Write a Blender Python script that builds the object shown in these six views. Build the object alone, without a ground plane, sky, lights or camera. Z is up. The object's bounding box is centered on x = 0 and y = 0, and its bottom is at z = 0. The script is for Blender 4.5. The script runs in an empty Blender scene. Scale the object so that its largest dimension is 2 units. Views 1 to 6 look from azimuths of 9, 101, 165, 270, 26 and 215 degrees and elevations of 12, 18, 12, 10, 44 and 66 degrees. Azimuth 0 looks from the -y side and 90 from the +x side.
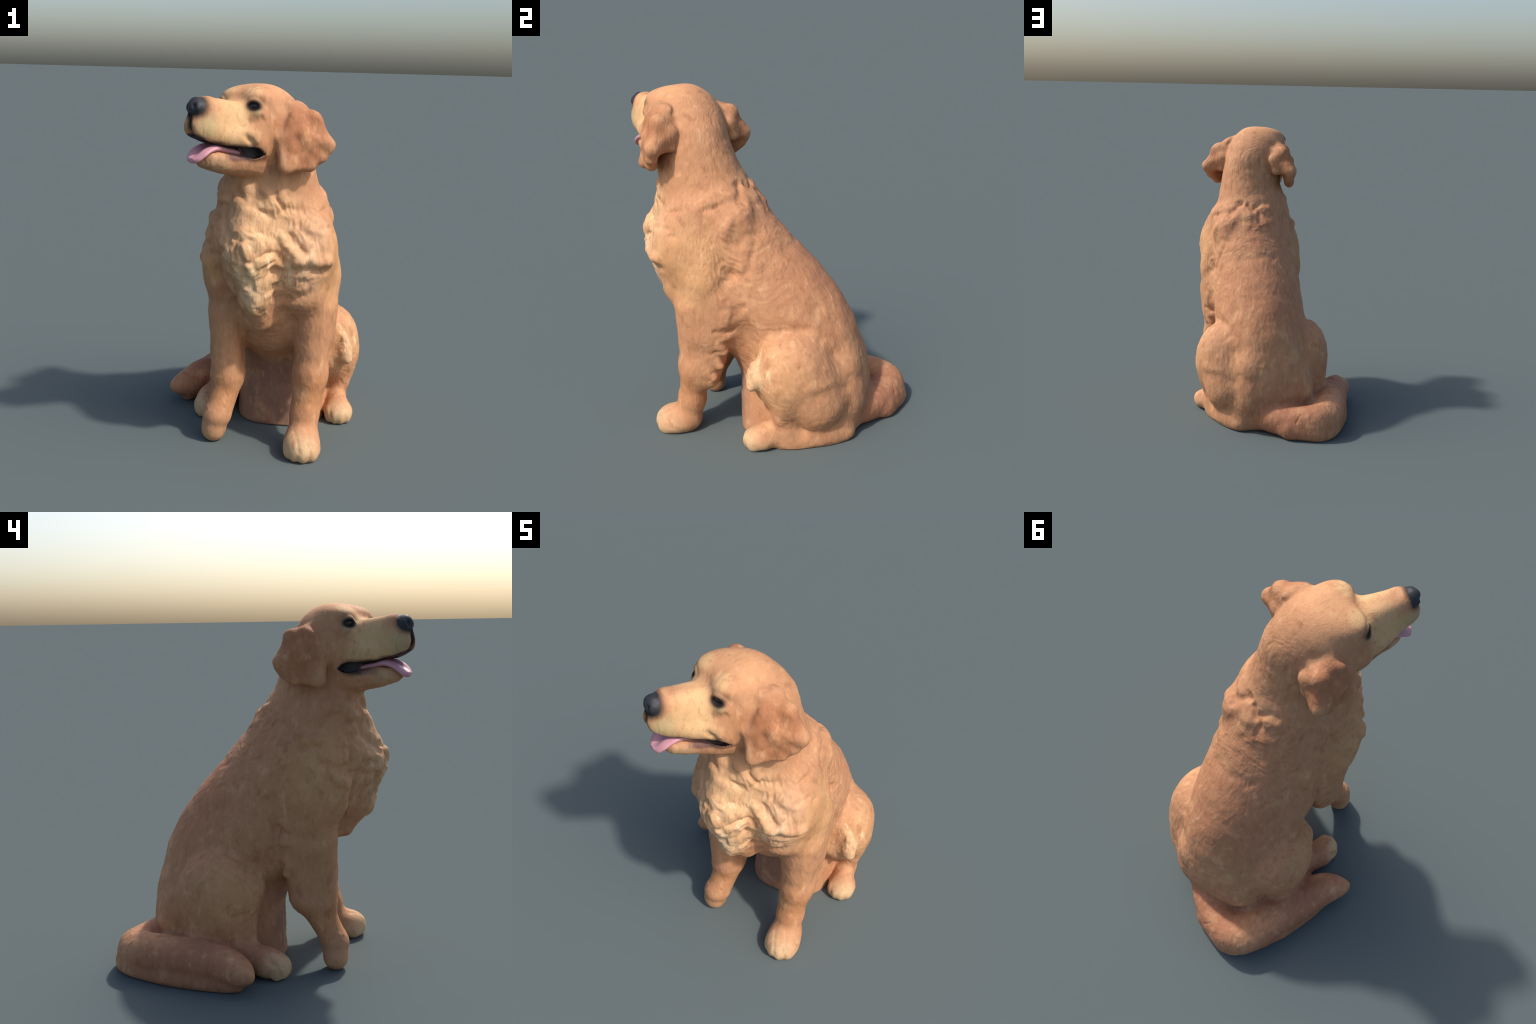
import math
import bpy
import numpy as np

# =====================================================================================
#  A sitting long-haired dog, head turned to its right, mouth open, tail curled round.
#  The body is one smooth implicit surface: tapered limbs, ellipsoids, thick ear flaps and
#  a lofted trunk, blended together, polygonised, given coat relief, then cut into parts.
# =====================================================================================
CELL = 0.006
V = lambda *a: np.array(a, np.float32)


# ------------------------------------------------------------------ frames
class Frame:
    """A place with axes of its own; points go in as world, come out as local."""
    def __init__(self, origin=(0, 0, 0), axes=None):
        self.o = np.array(origin, np.float64)
        self.A = np.eye(3) if axes is None else np.array(axes, np.float64)

    def to(self, P):
        return (P - self.o.astype(np.float32)) @ self.A.T.astype(np.float32)

    def back(self, p):
        return np.asarray(p, np.float64) @ self.A + self.o


WORLD = Frame()
# head frame: first axis to the nose, second to the dog's left, third up (kept as world height)
HEAD = Frame((0.06, -0.39, 0.0), [(-0.6, -0.8, 0), (0.8, -0.6, 0), (0, 0, 1)])


# the muzzle points a little more to the dog's right than the skull does
MUZZLE = Frame(HEAD.back((0.16, 0.002, 0)) - np.array([-0.6, -0.8, 0]) * 0.16, [(-0.6 - 0.8 * 0.015, -0.8 + 0.6 * 0.015, 0), (0.8 - 0.6 * 0.015, -0.6 - 0.8 * 0.015, 0), (0, 0, 1)])


def turned(yaw=0.0, pitch=0.0, roll=0.0):
    """Axes (rows) of a piece: yaw about up, then pitch (nose up positive), then roll about the long axis."""
    y, p, r = map(math.radians, (yaw, pitch, roll))
    fwd = np.array([math.cos(y) * math.cos(p), math.sin(y) * math.cos(p), math.sin(p)])
    lat = np.array([-math.sin(y), math.cos(y), 0])
    up = np.cross(fwd, lat)
    lat, up = math.cos(r) * lat + math.sin(r) * up, math.cos(r) * up - math.sin(r) * lat
    return np.array([fwd, lat, up])


# ------------------------------------------------------------------ solids (distance fields)
class Solid:
    def __init__(self, fn, lo, hi, frame=WORLD):
        self.fn, self.frame = fn, frame
        c = np.array([[x, y, z] for x in (lo[0], hi[0]) for y in (lo[1], hi[1]) for z in (lo[2], hi[2])])
        w = frame.back(c)
        self.lo, self.hi = w.min(0), w.max(0)

    def __call__(self, P):
        return self.fn(self.frame.to(P))


def ellipsoid(c, r, frame=WORLD, yaw=0, pitch=0, roll=0):
    c, r = np.array(c, np.float32), np.array(r, np.float32)
    A = turned(yaw, pitch, roll).astype(np.float32)
    ext = np.sqrt((A.astype(float) ** 2 * (r[:, None].astype(float) ** 2)).sum(0))

    def fn(p):
        q = (p - c) @ A.T
        k0 = np.sqrt(((q / r) ** 2).sum(-1))
        k1 = np.sqrt(((q / (r * r)) ** 2).sum(-1)) + 1e-6
        return k0 * (k0 - 1) / k1
    return Solid(fn, c - ext, c + ext, frame)


def limb(a, b, ra, rb, frame=WORLD):
    """Round cone from a to b."""
    a, b = np.array(a, np.float32), np.array(b, np.float32)
    ba = b - a
    l2 = float(ba @ ba)
    rr = ra - rb
    a2 = max(l2 - rr * rr, 1e-9)

    def fn(p):
        pa = p - a
        y = pa @ ba
        z = y - l2
        w = pa * l2 - y[..., None] * ba
        x2 = (w * w).sum(-1)
        y2, z2 = y * y * l2, z * z * l2
        k = np.sign(rr) * rr * rr * x2
        d = (np.sqrt(x2 * a2 / l2) + y * rr) / l2 - ra
        d = np.where(np.sign(z) * a2 * z2 > k, np.sqrt(x2 + z2) / l2 - rb, d)
        return np.where(np.sign(y) * a2 * y2 < k, np.sqrt(x2 + y2) / l2 - ra, d)
    r = np.array([max(ra, rb)] * 3)
    return Solid(fn, np.minimum(a - ra, b - rb), np.maximum(a + ra, b + rb), frame)


def flap(a, b, c, r, frame=WORLD):
    """A thick rounded triangle."""
    a, b, c = (np.array(v, np.float32) for v in (a, b, c))
    n = np.cross(b - a, a - c)
    n2 = float(n @ n)

    def edge(p, s, e):
        d = e - s
        t = np.clip(((p - s) @ d) / float(d @ d), 0, 1)
        q = p - s - t[..., None] * d
        return (q * q).sum(-1)

    def fn(p):
        ins = (np.sign((p - a) @ np.cross(b - a, n)) + np.sign((p - b) @ np.cross(c - b, n)) + np.sign((p - c) @ np.cross(a - c, n))) >= 2
        d = np.minimum(np.minimum(edge(p, a, b), edge(p, b, c)), edge(p, c, a))
        pl = ((p - a) @ n) ** 2 / n2
        return np.sqrt(np.where(ins, pl, d)) - r
    P = np.array([a, b, c])
    return Solid(fn, P.min(0) - r, P.max(0) + r, frame)


def smooth_interp(z, zs, vs):
    """Monotone-ish cubic through profile stations."""
    zs, vs = np.array(zs, np.float32), np.array(vs, np.float32)
    m = np.gradient(vs, zs)
    i = np.clip(np.searchsorted(zs, z) - 1, 0, len(zs) - 2)
    h = zs[i + 1] - zs[i]
    t = np.clip((z - zs[i]) / h, 0, 1)
    t2, t3 = t * t, t * t * t
    return (2 * t3 - 3 * t2 + 1) * vs[i] + (t3 - 2 * t2 + t) * h * m[i] + (3 * t2 - 2 * t3) * vs[i + 1] + (t3 - t2) * h * m[i + 1]


def loft(axis, stations, frame=WORLD):
    """Lofted solid along one axis.  Station: (t, lo_a, hi_a, lo_b, hi_b, power, egg, shear) where a, b are
    the other two axes in order; egg > 0 widens side a towards the high end of b, shear slides a with b."""
    S = np.array(stations, float)
    ia, ib = [i for i in range(3) if i != axis]
    t0, t1 = S[0, 0], S[-1, 0]

    def fn(p):
        t = p[..., axis]
        al, ah, bl, bh, pw, eg, sh = (smooth_interp(t, S[:, 0], S[:, j]) for j in range(1, 8))
        ca, cb, ra, rb = (al + ah) / 2, (bl + bh) / 2, (ah - al) / 2, (bh - bl) / 2
        da, db = p[..., ia] - ca, p[..., ib] - cb
        da = da - sh * db
        nb = db / rb
        na = da / (ra * (1 + eg * np.clip(nb, -1, 1)))
        rho = (np.abs(na) ** pw + np.abs(nb) ** pw) ** (1 / pw) + 1e-6
        r = np.sqrt(da * da + db * db) + 1e-6
        d = r * (1 - 1 / rho)
        d = np.where(rho < 0.5, np.minimum(d, -0.4 * np.minimum(ra, rb)), d) * 0.9
        cap = np.maximum(t0 - t, t - t1)
        return np.maximum(d, cap)
    lo, hi = np.zeros(3), np.zeros(3)
    lo[axis], hi[axis] = t0, t1
    lo[ia], hi[ia] = S[:, 1].min(), S[:, 2].max()
    lo[ib], hi[ib] = S[:, 3].min(), S[:, 4].max()
    g = 0.06
    lo[ia] -= g; hi[ia] += g; lo[ib] -= g; hi[ib] += g
    return Solid(fn, lo, hi, frame)


def chain(points, radii, frame=WORLD, steps=4):
    """Limbs along a smooth spine."""
    P, R = np.array(points, float), np.array(radii, float)
    u = np.arange(len(P))
    uu = np.linspace(0, len(P) - 1, (len(P) - 1) * steps + 1)
    Q = np.stack([smooth_interp(uu, u, P[:, i]) for i in range(3)], -1)
    r = smooth_interp(uu, u, R)
    return [limb(Q[i], Q[i + 1], r[i], r[i + 1], frame) for i in range(len(Q) - 1)]


def smin(a, b, k):
    if k <= 0:
        return np.minimum(a, b)
    h = np.maximum(k - np.abs(a - b), 0) / k
    return np.minimum(a, b) - h * h * k * 0.25


class Part:
    """A named body part: solids joined or carved one after another."""
    def __init__(self, name, join=0.05):
        self.name, self.join, self.ops = name, join, []

    def add(self, s, k=0.04):
        for x in (s if isinstance(s, list) else [s]):
            self.ops.append(("u", x, k))
        return self

    def cut(self, s, k=0.02):
        for x in (s if isinstance(s, list) else [s]):
            self.ops.append(("s", x, k))
        return self

    def bounds(self):
        lo = np.min([s.lo - k for o, s, k in self.ops if o == "u"], 0) - 0.02
        hi = np.max([s.hi + k for o, s, k in self.ops if o == "u"], 0) + 0.02
        return lo, hi


FAR = np.float32(1.0)


def apply_op(d, op, s, k, P):
    e = s(P)
    return smin(d, e, k) if op == "u" else -smin(-d, e, k)


def part_at(part, P):
    d = np.full(len(P), FAR, np.float32)
    for op, s, k in part.ops:
        m = k + 0.03
        i = np.flatnonzero(((P > s.lo - m) & (P < s.hi + m)).all(-1))
        if len(i):
            d[i] = apply_op(d[i], op, s, k, P[i])
    return d


def body_at(parts, carve, P, labels=False):
    d = np.full(len(P), FAR, np.float32)
    best, lab = np.full(len(P), FAR * 9, np.float32), np.full(len(P), -1)
    for n, part in enumerate(parts):
        e = part_at(part, P)
        if labels:
            w = e + part.bias
            lab = np.where(w < best, n, lab)
            best = np.minimum(best, w)
        d = smin(d, e, part.join)
    for s, k in carve:
        e = s(P)
        if labels and s.label is not None:
            lab = np.where((e < 0.006), s.label, lab)
        d = -smin(-d, e, k)
    d = np.maximum(d, -P[:, 2])
    return (d, lab) if labels else d


def grid_range(lo, hi, o, n, cell):
    a = np.clip(np.floor((lo - o) / cell).astype(int), 0, n)
    b = np.clip(np.ceil((hi - o) / cell).astype(int) + 1, 0, n)
    return a, b


def body_grid(parts, carve, lo, hi, cell):
    n = np.ceil((hi - lo) / cell).astype(int) + 1
    axes = [np.float32(lo[i]) + np.arange(n[i], dtype=np.float32) * np.float32(cell) for i in range(3)]
    D = np.full(n, FAR, np.float32)

    def pts(a, b):
        return np.stack(np.meshgrid(*[axes[i][a[i]:b[i]] for i in range(3)], indexing="ij"), -1)

    for part in parts:
        pa, pb = grid_range(*part.bounds(), lo, n, cell)
        if (pb <= pa).any():
            continue
        E = np.full(pb - pa, FAR, np.float32)
        for op, s, k in part.ops:
            m = k + 0.03
            a, b = grid_range(s.lo - m, s.hi + m, lo, n, cell)
            a, b = np.maximum(a, pa), np.minimum(b, pb)
            if (b <= a).any():
                continue
            sl = tuple(slice(a[i] - pa[i], b[i] - pa[i]) for i in range(3))
            E[sl] = apply_op(E[sl], op, s, k, pts(a, b))
        sl = tuple(slice(pa[i], pb[i]) for i in range(3))
        D[sl] = smin(D[sl], E, part.join)
    for s, k in carve:
        a, b = grid_range(s.lo - k - 0.03, s.hi + k + 0.03, lo, n, cell)
        if (b <= a).any():
            continue
        sl = tuple(slice(a[i], b[i]) for i in range(3))
        D[sl] = -smin(-D[sl], s(pts(a, b)), k)
    return np.maximum(D, -axes[2][None, None, :]), axes


def surface_nets(D, lo, cell):
    """Quads and vertices on the zero level of a grid."""
    ins = D < 0
    c = np.zeros(np.array(D.shape) - 1, np.uint8)
    offs = [(i, j, k) for i in (0, 1) for j in (0, 1) for k in (0, 1)]
    sh = c.shape
    view = lambda A, o: A[o[0]:o[0] + sh[0], o[1]:o[1] + sh[1], o[2]:o[2] + sh[2]]
    for o in offs:
        c += view(ins, o)
    act = np.argwhere((c > 0) & (c < 8))
    idx = np.full(sh, -1, np.int32)
    idx[tuple(act.T)] = np.arange(len(act))
    vals = np.stack([D[tuple((act + o).T)] for o in offs], 1)
    acc, cnt = np.zeros((len(act), 3)), np.zeros(len(act))
    for a in range(8):
        for b in range(a + 1, 8):
            oa, ob = np.array(offs[a]), np.array(offs[b])
            if np.abs(oa - ob).sum() != 1:
                continue
            va, vb = vals[:, a], vals[:, b]
            m = (va < 0) != (vb < 0)
            t = va[m] / (va[m] - vb[m])
            acc[m] += oa + t[:, None] * (ob - oa)
            cnt[m] += 1
    verts = lo + (act + acc / cnt[:, None]) * cell
    quads = []
    for ax in range(3):
        u, w = (ax + 1) % 3, (ax + 2) % 3
        A = np.take(ins, np.arange(D.shape[ax] - 1), ax)
        B = np.take(ins, np.arange(1, D.shape[ax]), ax)
        e = np.argwhere(A != B)
        e = e[(e[:, u] > 0) & (e[:, w] > 0) & (e[:, u] < D.shape[u] - 1) & (e[:, w] < D.shape[w] - 1)]
        flip = A[tuple(e.T)]
        q = []
        for du, dw in ((-1, -1), (0, -1), (0, 0), (-1, 0)):
            f = e.copy()
            f[:, u] += du
            f[:, w] += dw
            q.append(idx[tuple(f.T)])
        q = np.stack(q, 1)
        q[~flip] = q[~flip][:, ::-1]
        quads.append(q)
    return verts.astype(np.float32), np.concatenate(quads)


def settle(field, X, most=0.006):
    """One Newton step onto the zero level; returns points and the field's normals."""
    h = 0.0015
    k = np.array([(1, -1, -1), (-1, -1, 1), (-1, 1, -1), (1, 1, 1)], np.float32)
    f = [field(X + h * v) for v in k]
    g = sum(f[i][:, None] * k[i] for i in range(4)) / (4 * h)
    L = np.linalg.norm(g, axis=1, keepdims=True) + 1e-6
    return X - np.clip((sum(f) / 4)[:, None] / L, -most, most) * g / L, g / L


def smooth_normals(X, Q):
    """Area-weighted vertex normals of a quad mesh."""
    n = np.cross(X[Q[:, 2]] - X[Q[:, 0]], X[Q[:, 3]] - X[Q[:, 1]])
    N = np.zeros(X.shape)
    for c in range(4):
        for i in range(3):
            N[:, i] += np.bincount(Q[:, c], n[:, i], len(X))
    return N / (np.linalg.norm(N, axis=1, keepdims=True) + 1e-12)


# ------------------------------------------------------------------ noise
def hash3(i, j, k, seed):
    n = (i * 73856093) ^ (j * 19349663) ^ (k * 83492791) ^ (seed * 2654435761 % 2147483647)
    n = (n ^ (n >> 13)) * 1274126177
    n = (n ^ (n >> 16)) & 0xFFFFFF
    return (n / float(0xFFFFFF) * 2 - 1).astype(np.float32)


def noise(P, seed=0):
    """Smooth value noise in -1..1."""
    f = np.floor(P)
    t = (P - f).astype(np.float32)
    i = f.astype(np.int64)
    t = t * t * t * (t * (t * 6 - 15) + 10)
    r = 0
    for a in (0, 1):
        for b in (0, 1):
            for c in (0, 1):
                w = (t[:, 0] if a else 1 - t[:, 0]) * (t[:, 1] if b else 1 - t[:, 1]) * (t[:, 2] if c else 1 - t[:, 2])
                r = r + w * hash3(i[:, 0] + a, i[:, 1] + b, i[:, 2] + c, seed)
    return r


def ramp(x, a, b):
    t = np.clip((x - a) / (b - a), 0, 1)
    return t * t * (3 - 2 * t)


def near(P, c, r, soft=0.5):
    """1 inside an ellipsoid, falling to 0 at its rim."""
    q = np.sqrt((((P - V(*c)) / V(*r)) ** 2).sum(-1))
    return 1 - ramp(q, 1 - soft, 1)


# ------------------------------------------------------------------ the dog
def make_parts():
    parts = []

    def part(name, join=0.05, bias=0.0):
        p = Part(name, join)
        p.bias = bias
        parts.append(p)
        return p

    # trunk: horizontal sections  (height, right, left, front, back, roundness, egg)
    t = part("torso")
    t.add(loft(2, [
        (-0.05, -0.14, 0.41, -0.15, 0.51, 3.0, 0.06, 0.0),
        (0.00, -0.14, 0.41, -0.15, 0.54, 3.0, 0.06, 0.0),
        (0.10, -0.14, 0.412, -0.15, 0.585, 3.0, 0.10, 0.0),
        (0.20, -0.145, 0.415, -0.145, 0.61, 3.0, 0.12, 0.0),
        (0.33, -0.15, 0.412, -0.145, 0.610, 2.7, 0.15, 0.0),
        (0.45, -0.155, 0.41, -0.205, 0.590, 2.5, 0.18, 0.01),
        (0.55, -0.17, 0.42, -0.335, 0.558, 2.3, 0.12, 0.02),
        (0.65, -0.192, 0.440, -0.415, 0.530, 2.1, 0.06, 0.03),
        (0.75, -0.207, 0.438, -0.48, 0.487, 2.0, 0.03, 0.05),
        (0.85, -0.212, 0.428, -0.53, 0.429, 2.0, 0.00, 0.08),
        (0.95, -0.212, 0.415, -0.58, 0.359, 2.0, 0.00, 0.10),
        (1.05, -0.21, 0.405, -0.62, 0.275, 2.0, 0.00, 0.13),
        (1.15, -0.215, 0.400, -0.64, 0.186, 2.0, 0.00, 0.15),
        (1.25, -0.21, 0.400, -0.635, 0.104, 2.0, 0.00, 0.17),
        (1.35, -0.19, 0.392, -0.60, 0.037, 2.05, -0.04, 0.17),
        (1.45, -0.17, 0.352, -0.575, -0.036, 2.1, -0.08, 0.15),
        (1.52, -0.15, 0.332, -0.575, -0.083, 2.1, -0.08, 0.10),
        (1.60, -0.125, 0.316, -0.575, -0.120, 2.1, -0.05, 0.10),
        (1.70, -0.108, 0.296, -0.55, -0.154, 2.1, 0.0, 0.10),
        (1.80, -0.07, 0.270, -0.50, -0.187, 2.1, 0.0, 0.08),
        (1.87, -0.03, 0.215, -0.45, -0.235, 2.1, 0.0, 0.0),
        (1.94, 0.05, 0.11, -0.40, -0.34, 2.0, 0.0, 0.0),
    ]), 0.0)
    t.add(ellipsoid((-0.06, 0.445, 0.27), (0.115, 0.125, 0.17)), 0.07)                # right buttock
    t.add(limb((0.03, -0.500, 1.33), (0.015, -0.595, 1.13), 0.095, 0.105), 0.06)       # keel of the chest
    t.add(limb((0.015, -0.595, 1.13), (0.055, -0.565, 0.90), 0.105, 0.073), 0.05)
    t.add(limb((0.055, -0.565, 0.90), (0.075, -0.475, 0.75), 0.075, 0.065), 0.05)
    t.add(ellipsoid((0.28, -0.418, 0.92), (0.135, 0.132, 0.14)), 0.06)
    t.add(ellipsoid((0.32, -0.35, 1.30), (0.09, 0.13, 0.11)), 0.06)
    t.add(ellipsoid((0.25, -0.44, 1.10), (0.17, 0.17, 0.17)), 0.06)                 # left breast

    # forelimbs: the left one stands straight, the right one slants to a short paw
    l = part("forelimb", 0.045)
    l.add(ellipsoid((0.31, -0.30, 1.03), (0.155, 0.19, 0.27)), 0.05)
    l.add(ellipsoid((0.335, -0.415, 1.14), (0.130, 0.150, 0.21)), 0.06)
    l.add(limb((0.335, -0.27, 0.95), (0.35, -0.29, 0.66), 0.145, 0.112), 0.06)
    l.add(limb((0.375, -0.17, 0.84), (0.38, -0.25, 0.62), 0.09, 0.07), 0.06)
    l.add(limb((0.35, -0.35, 0.80), (0.345, -0.365, 0.42), 0.115, 0.088), 0.05)
    l.add(limb((0.355, -0.25, 0.56), (0.345, -0.31, 0.36), 0.085, 0.075), 0.05)
    l.add(limb((0.342, -0.375, 0.42), (0.327, -0.415, 0.20), 0.092, 0.072), 0.05)
    l.add(limb((0.327, -0.415, 0.20), (0.325, -0.45, 0.08), 0.074, 0.078), 0.04)
    l.add(ellipsoid((0.325, -0.515, 0.07), (0.098, 0.128, 0.085)), 0.05)
    l.add(ellipsoid((0.365, -0.535, 0.045), (0.066, 0.085, 0.05)), 0.03)

    for fy, fz, fr in ((-0.105, 0.745, 0.036), (-0.138, 0.640, 0.030), (-0.158, 0.545, 0.026), (-0.190, 0.455, 0.024), (-0.228, 0.380, 0.020)):
        l.add(limb((0.400, fy - 0.065, fz + 0.06), (0.410, fy - 0.022, fz), fr * 1.15, fr * 0.85), 0.03)      # feathers behind the elbow
    for tx, ty in ((0.264, -0.560), (0.299, -0.588), (0.345, -0.596), (0.390, -0.570)):
        l.add(ellipsoid((tx, ty, 0.042), (0.030, 0.045, 0.048)), 0.02)

    r = part("forelimb", 0.045)
    r.add(ellipsoid((-0.125, -0.335, 1.06), (0.155, 0.18, 0.27)), 0.05)
    r.add(limb((-0.13, -0.27, 0.95), (-0.135, -0.27, 0.70), 0.14, 0.11), 0.06)
    r.add(limb((-0.145, -0.335, 0.72), (-0.138, -0.34, 0.38), 0.092, 0.086), 0.05)
    r.add(limb((-0.14, -0.21, 0.70), (-0.135, -0.24, 0.40), 0.095, 0.085), 0.05)
    r.add(limb((-0.128, -0.30, 0.36), (-0.160, -0.405, 0.16), 0.09, 0.07), 0.05)
    for fy, fz, fr in ((-0.095, 0.80, 0.032), (-0.108, 0.715, 0.028), (-0.120, 0.63, 0.026), (-0.118, 0.545, 0.024)):
        r.add(limb((-0.170, fy - 0.06, fz + 0.05), (-0.180, fy - 0.022, fz), fr * 1.15, fr * 0.85), 0.03)
    r.add(limb((-0.178, -0.412, 0.14), (-0.19, -0.412, 0.055), 0.075, 0.062), 0.03)
    r.add(ellipsoid((-0.188, -0.412, 0.07), (0.066, 0.066, 0.07)), 0.02)

    # hindlimbs
    h = part("hindlimb", 0.035)
    h.add(ellipsoid((0.39, 0.20, 0.43), (0.20, 0.235, 0.245)), 0.05)
    h.add(ellipsoid((0.36, 0.32, 0.27), (0.185, 0.19, 0.22)), 0.08)
    h.add(limb((0.47, 0.02, 0.47), (0.515, 0.01, 0.43), 0.06, 0.045), 0.05)
    h.add(limb((0.50, 0.02, 0.45), (0.532, -0.008, 0.395), 0.042, 0.024), 0.035)
    h.add(limb((0.48, 0.0, 0.51), (0.500, -0.022, 0.455), 0.034, 0.020), 0.03)
    h.add(limb((0.495, 0.18, 0.36), (0.485, 0.16, 0.20), 0.085, 0.062), 0.06)
    h.add(chain([(0.33, 0.475, 0.05), (0.41, 0.27, 0.035), (0.455, 0.12, 0.03)], [0.062, 0.045, 0.04]), 0.09)
    h.add(limb((0.46, 0.17, 0.11), (0.482, 0.06, 0.10), 0.065, 0.055), 0.05)
    h.add(ellipsoid((0.492, 0.02, 0.058), (0.086, 0.092, 0.068)), 0.04)

    for tx, ty in ((0.442, -0.025), (0.477, -0.043), (0.514, -0.040), (0.546, -0.012)):
        h.add(ellipsoid((tx, ty, 0.045), (0.024, 0.034, 0.048)), 0.022)

    g = part("hindlimb", 0.035)
    g.add(ellipsoid((-0.155, 0.235, 0.415), (0.188, 0.225, 0.27)), 0.06)
    g.add(limb((-0.12, 0.08, 0.48), (-0.195, 0.045, 0.46), 0.11, 0.06), 0.07)
    g.add(ellipsoid((-0.20, 0.25, 0.22), (0.12, 0.17, 0.17)), 0.06)
    g.add(limb((-0.23, 0.16, 0.12), (-0.285, 0.0, 0.09), 0.085, 0.075), 0.05)
    g.add(limb((-0.17, 0.075, 0.40), (-0.21, 0.075, 0.16), 0.05, 0.045), 0.05)
    g.add(ellipsoid((-0.30, -0.05, 0.072), (0.078, 0.102, 0.078)), 0.04)

    for tx, ty in ((-0.262, -0.118), (-0.300, -0.128), (-0.335, -0.112), (-0.356, -0.078)):
        g.add(ellipsoid((tx, ty, 0.050), (0.024, 0.034, 0.052)), 0.022)

    # tail, laid round the dog's right side
    ta = part("tail", 0.03)
    ta.add(chain([(0.22, 0.46, 0.12), (0.10, 0.60, 0.10), (-0.06, 0.685, 0.10), (-0.19, 0.675, 0.11), (-0.285, 0.51, 0.12),
                  (-0.36, 0.32, 0.122), (-0.44, 0.17, 0.112), (-0.535, 0.08, 0.105)],
                 [0.10, 0.095, 0.10, 0.11, 0.112, 0.108, 0.092, 0.042]), 0.02)
    ta.add(chain([(-0.10, 0.755, 0.03), (-0.21, 0.74, 0.03), (-0.345, 0.55, 0.025), (-0.43, 0.34, 0.025), (-0.475, 0.13, 0.025)], [0.022] * 5), 0.06)
    ta.add(limb((0.05, 0.705, 0.045), (-0.12, 0.762, 0.045), 0.05, 0.045), 0.06)
    ta.add(ellipsoid((-0.16, 0.45, 0.07), (0.13, 0.15, 0.12)), 0.06)
    ta.add(limb((0.05, 0.56, 0.06), (-0.14, 0.52, 0.06), 0.09, 0.10), 0.06)

    # head
    H = HEAD
    hd = part("head", 0.05)
    hd.add(ellipsoid((0.035, 0, 1.80), (0.215, 0.214, 0.20), H), 0.0)
    hd.add(ellipsoid((0.0, 0, 1.74), (0.17, 0.19, 0.18), H), 0.05)
    for s in (1, -1):
        hd.add(ellipsoid((0.13, s * 0.090, 1.725), (0.13, 0.103, 0.13), H), 0.05)             # cheek
        hd.add(ellipsoid((0.19, s * 0.115, 1.70), (0.06, 0.06, 0.085), H), 0.04)               # corner of the mouth
        hd.add(ellipsoid((0.12, s * 0.088, 1.935), (0.080, 0.064, 0.036), H, yaw=s * 20), 0.07)  # brow
        hd.add(ellipsoid((0.185, s * 0.120, 1.855), (0.04, 0.045, 0.03), H), 0.035)            # under the eye
    for s in (1, -1):
        hd.add(chain([(0.216, s * 0.092, 1.882), (0.203, s * 0.103, 1.911), (0.195, s * 0.124, 1.914), (0.182, s * 0.148, 1.888)], [0.006, 0.009, 0.010, 0.006], H, 3), 0.016)    # upper lid
        hd.add(chain([(0.216, s * 0.092, 1.880), (0.210, s * 0.118, 1.868), (0.182, s * 0.148, 1.884)], [0.005, 0.007, 0.005], H, 3), 0.016)                                     # lower lid
    Z = MUZZLE
    m = part("muzzle", 0.035)
    m.add(loft(0, [
        (0.12, -0.12, 0.12, 1.68, 1.90, 2.6, -0.2, 0),
        (0.20, -0.138, 0.138, 1.69, 1.905, 2.6, -0.3, 0),
        (0.28, -0.110, 0.110, 1.695, 1.918, 2.8, -0.3, 0),
        (0.36, -0.090, 0.090, 1.71, 1.928, 3.0, -0.25, 0),
        (0.43, -0.076, 0.076, 1.73, 1.934, 2.8, -0.12, 0),
        (0.475, -0.053, 0.053, 1.755, 1.905, 2.3, -0.05, 0),
        (0.508, -0.022, 0.022, 1.79, 1.86, 2.0, 0.0, 0),
    ], Z), 0.0)
    for s in (1, -1):
        m.add(ellipsoid((0.445, s * 0.030, 1.795), (0.068, 0.034, 0.062), Z), 0.02)            # whisker pads
        m.add(ellipsoid((0.385, s * 0.052, 1.752), (0.105, 0.038, 0.050), Z, yaw=-s * 12, pitch=12), 0.03)   # flews
        m.add(ellipsoid((0.285, s * 0.100, 1.735), (0.100, 0.042, 0.050), Z, yaw=-s * 25), 0.035)
    no = part("nose", 0.012, -0.004)
    no.add(ellipsoid((0.468, 0, 1.889), (0.044, 0.043, 0.044), Z), 0.0)
    for s in (1, -1):
        no.add(ellipsoid((0.470, s * 0.030, 1.880), (0.035, 0.022, 0.026), Z), 0.015)
        no.cut(ellipsoid((0.512, s * 0.028, 1.890), (0.022, 0.009, 0.015), Z, yaw=s * 25), 0.012)

    j = part("lower_jaw", 0.03)
    j.add(loft(0, [
        (0.08, -0.14, 0.14, 1.50, 1.63, 2.4, 0.1, 0),
        (0.20, -0.137, 0.137, 1.525, 1.640, 2.6, 0.15, 0),
        (0.31, -0.096, 0.096, 1.555, 1.666, 2.6, 0.15, 0),
        (0.39, -0.077, 0.077, 1.578, 1.672, 2.6, 0.12, 0),
        (0.435, -0.052, 0.052, 1.592, 1.664, 2.4, 0.1, 0),
        (0.458, -0.020, 0.020, 1.61, 1.645, 2.0, 0.0, 0),
    ], Z), 0.0)

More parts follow.
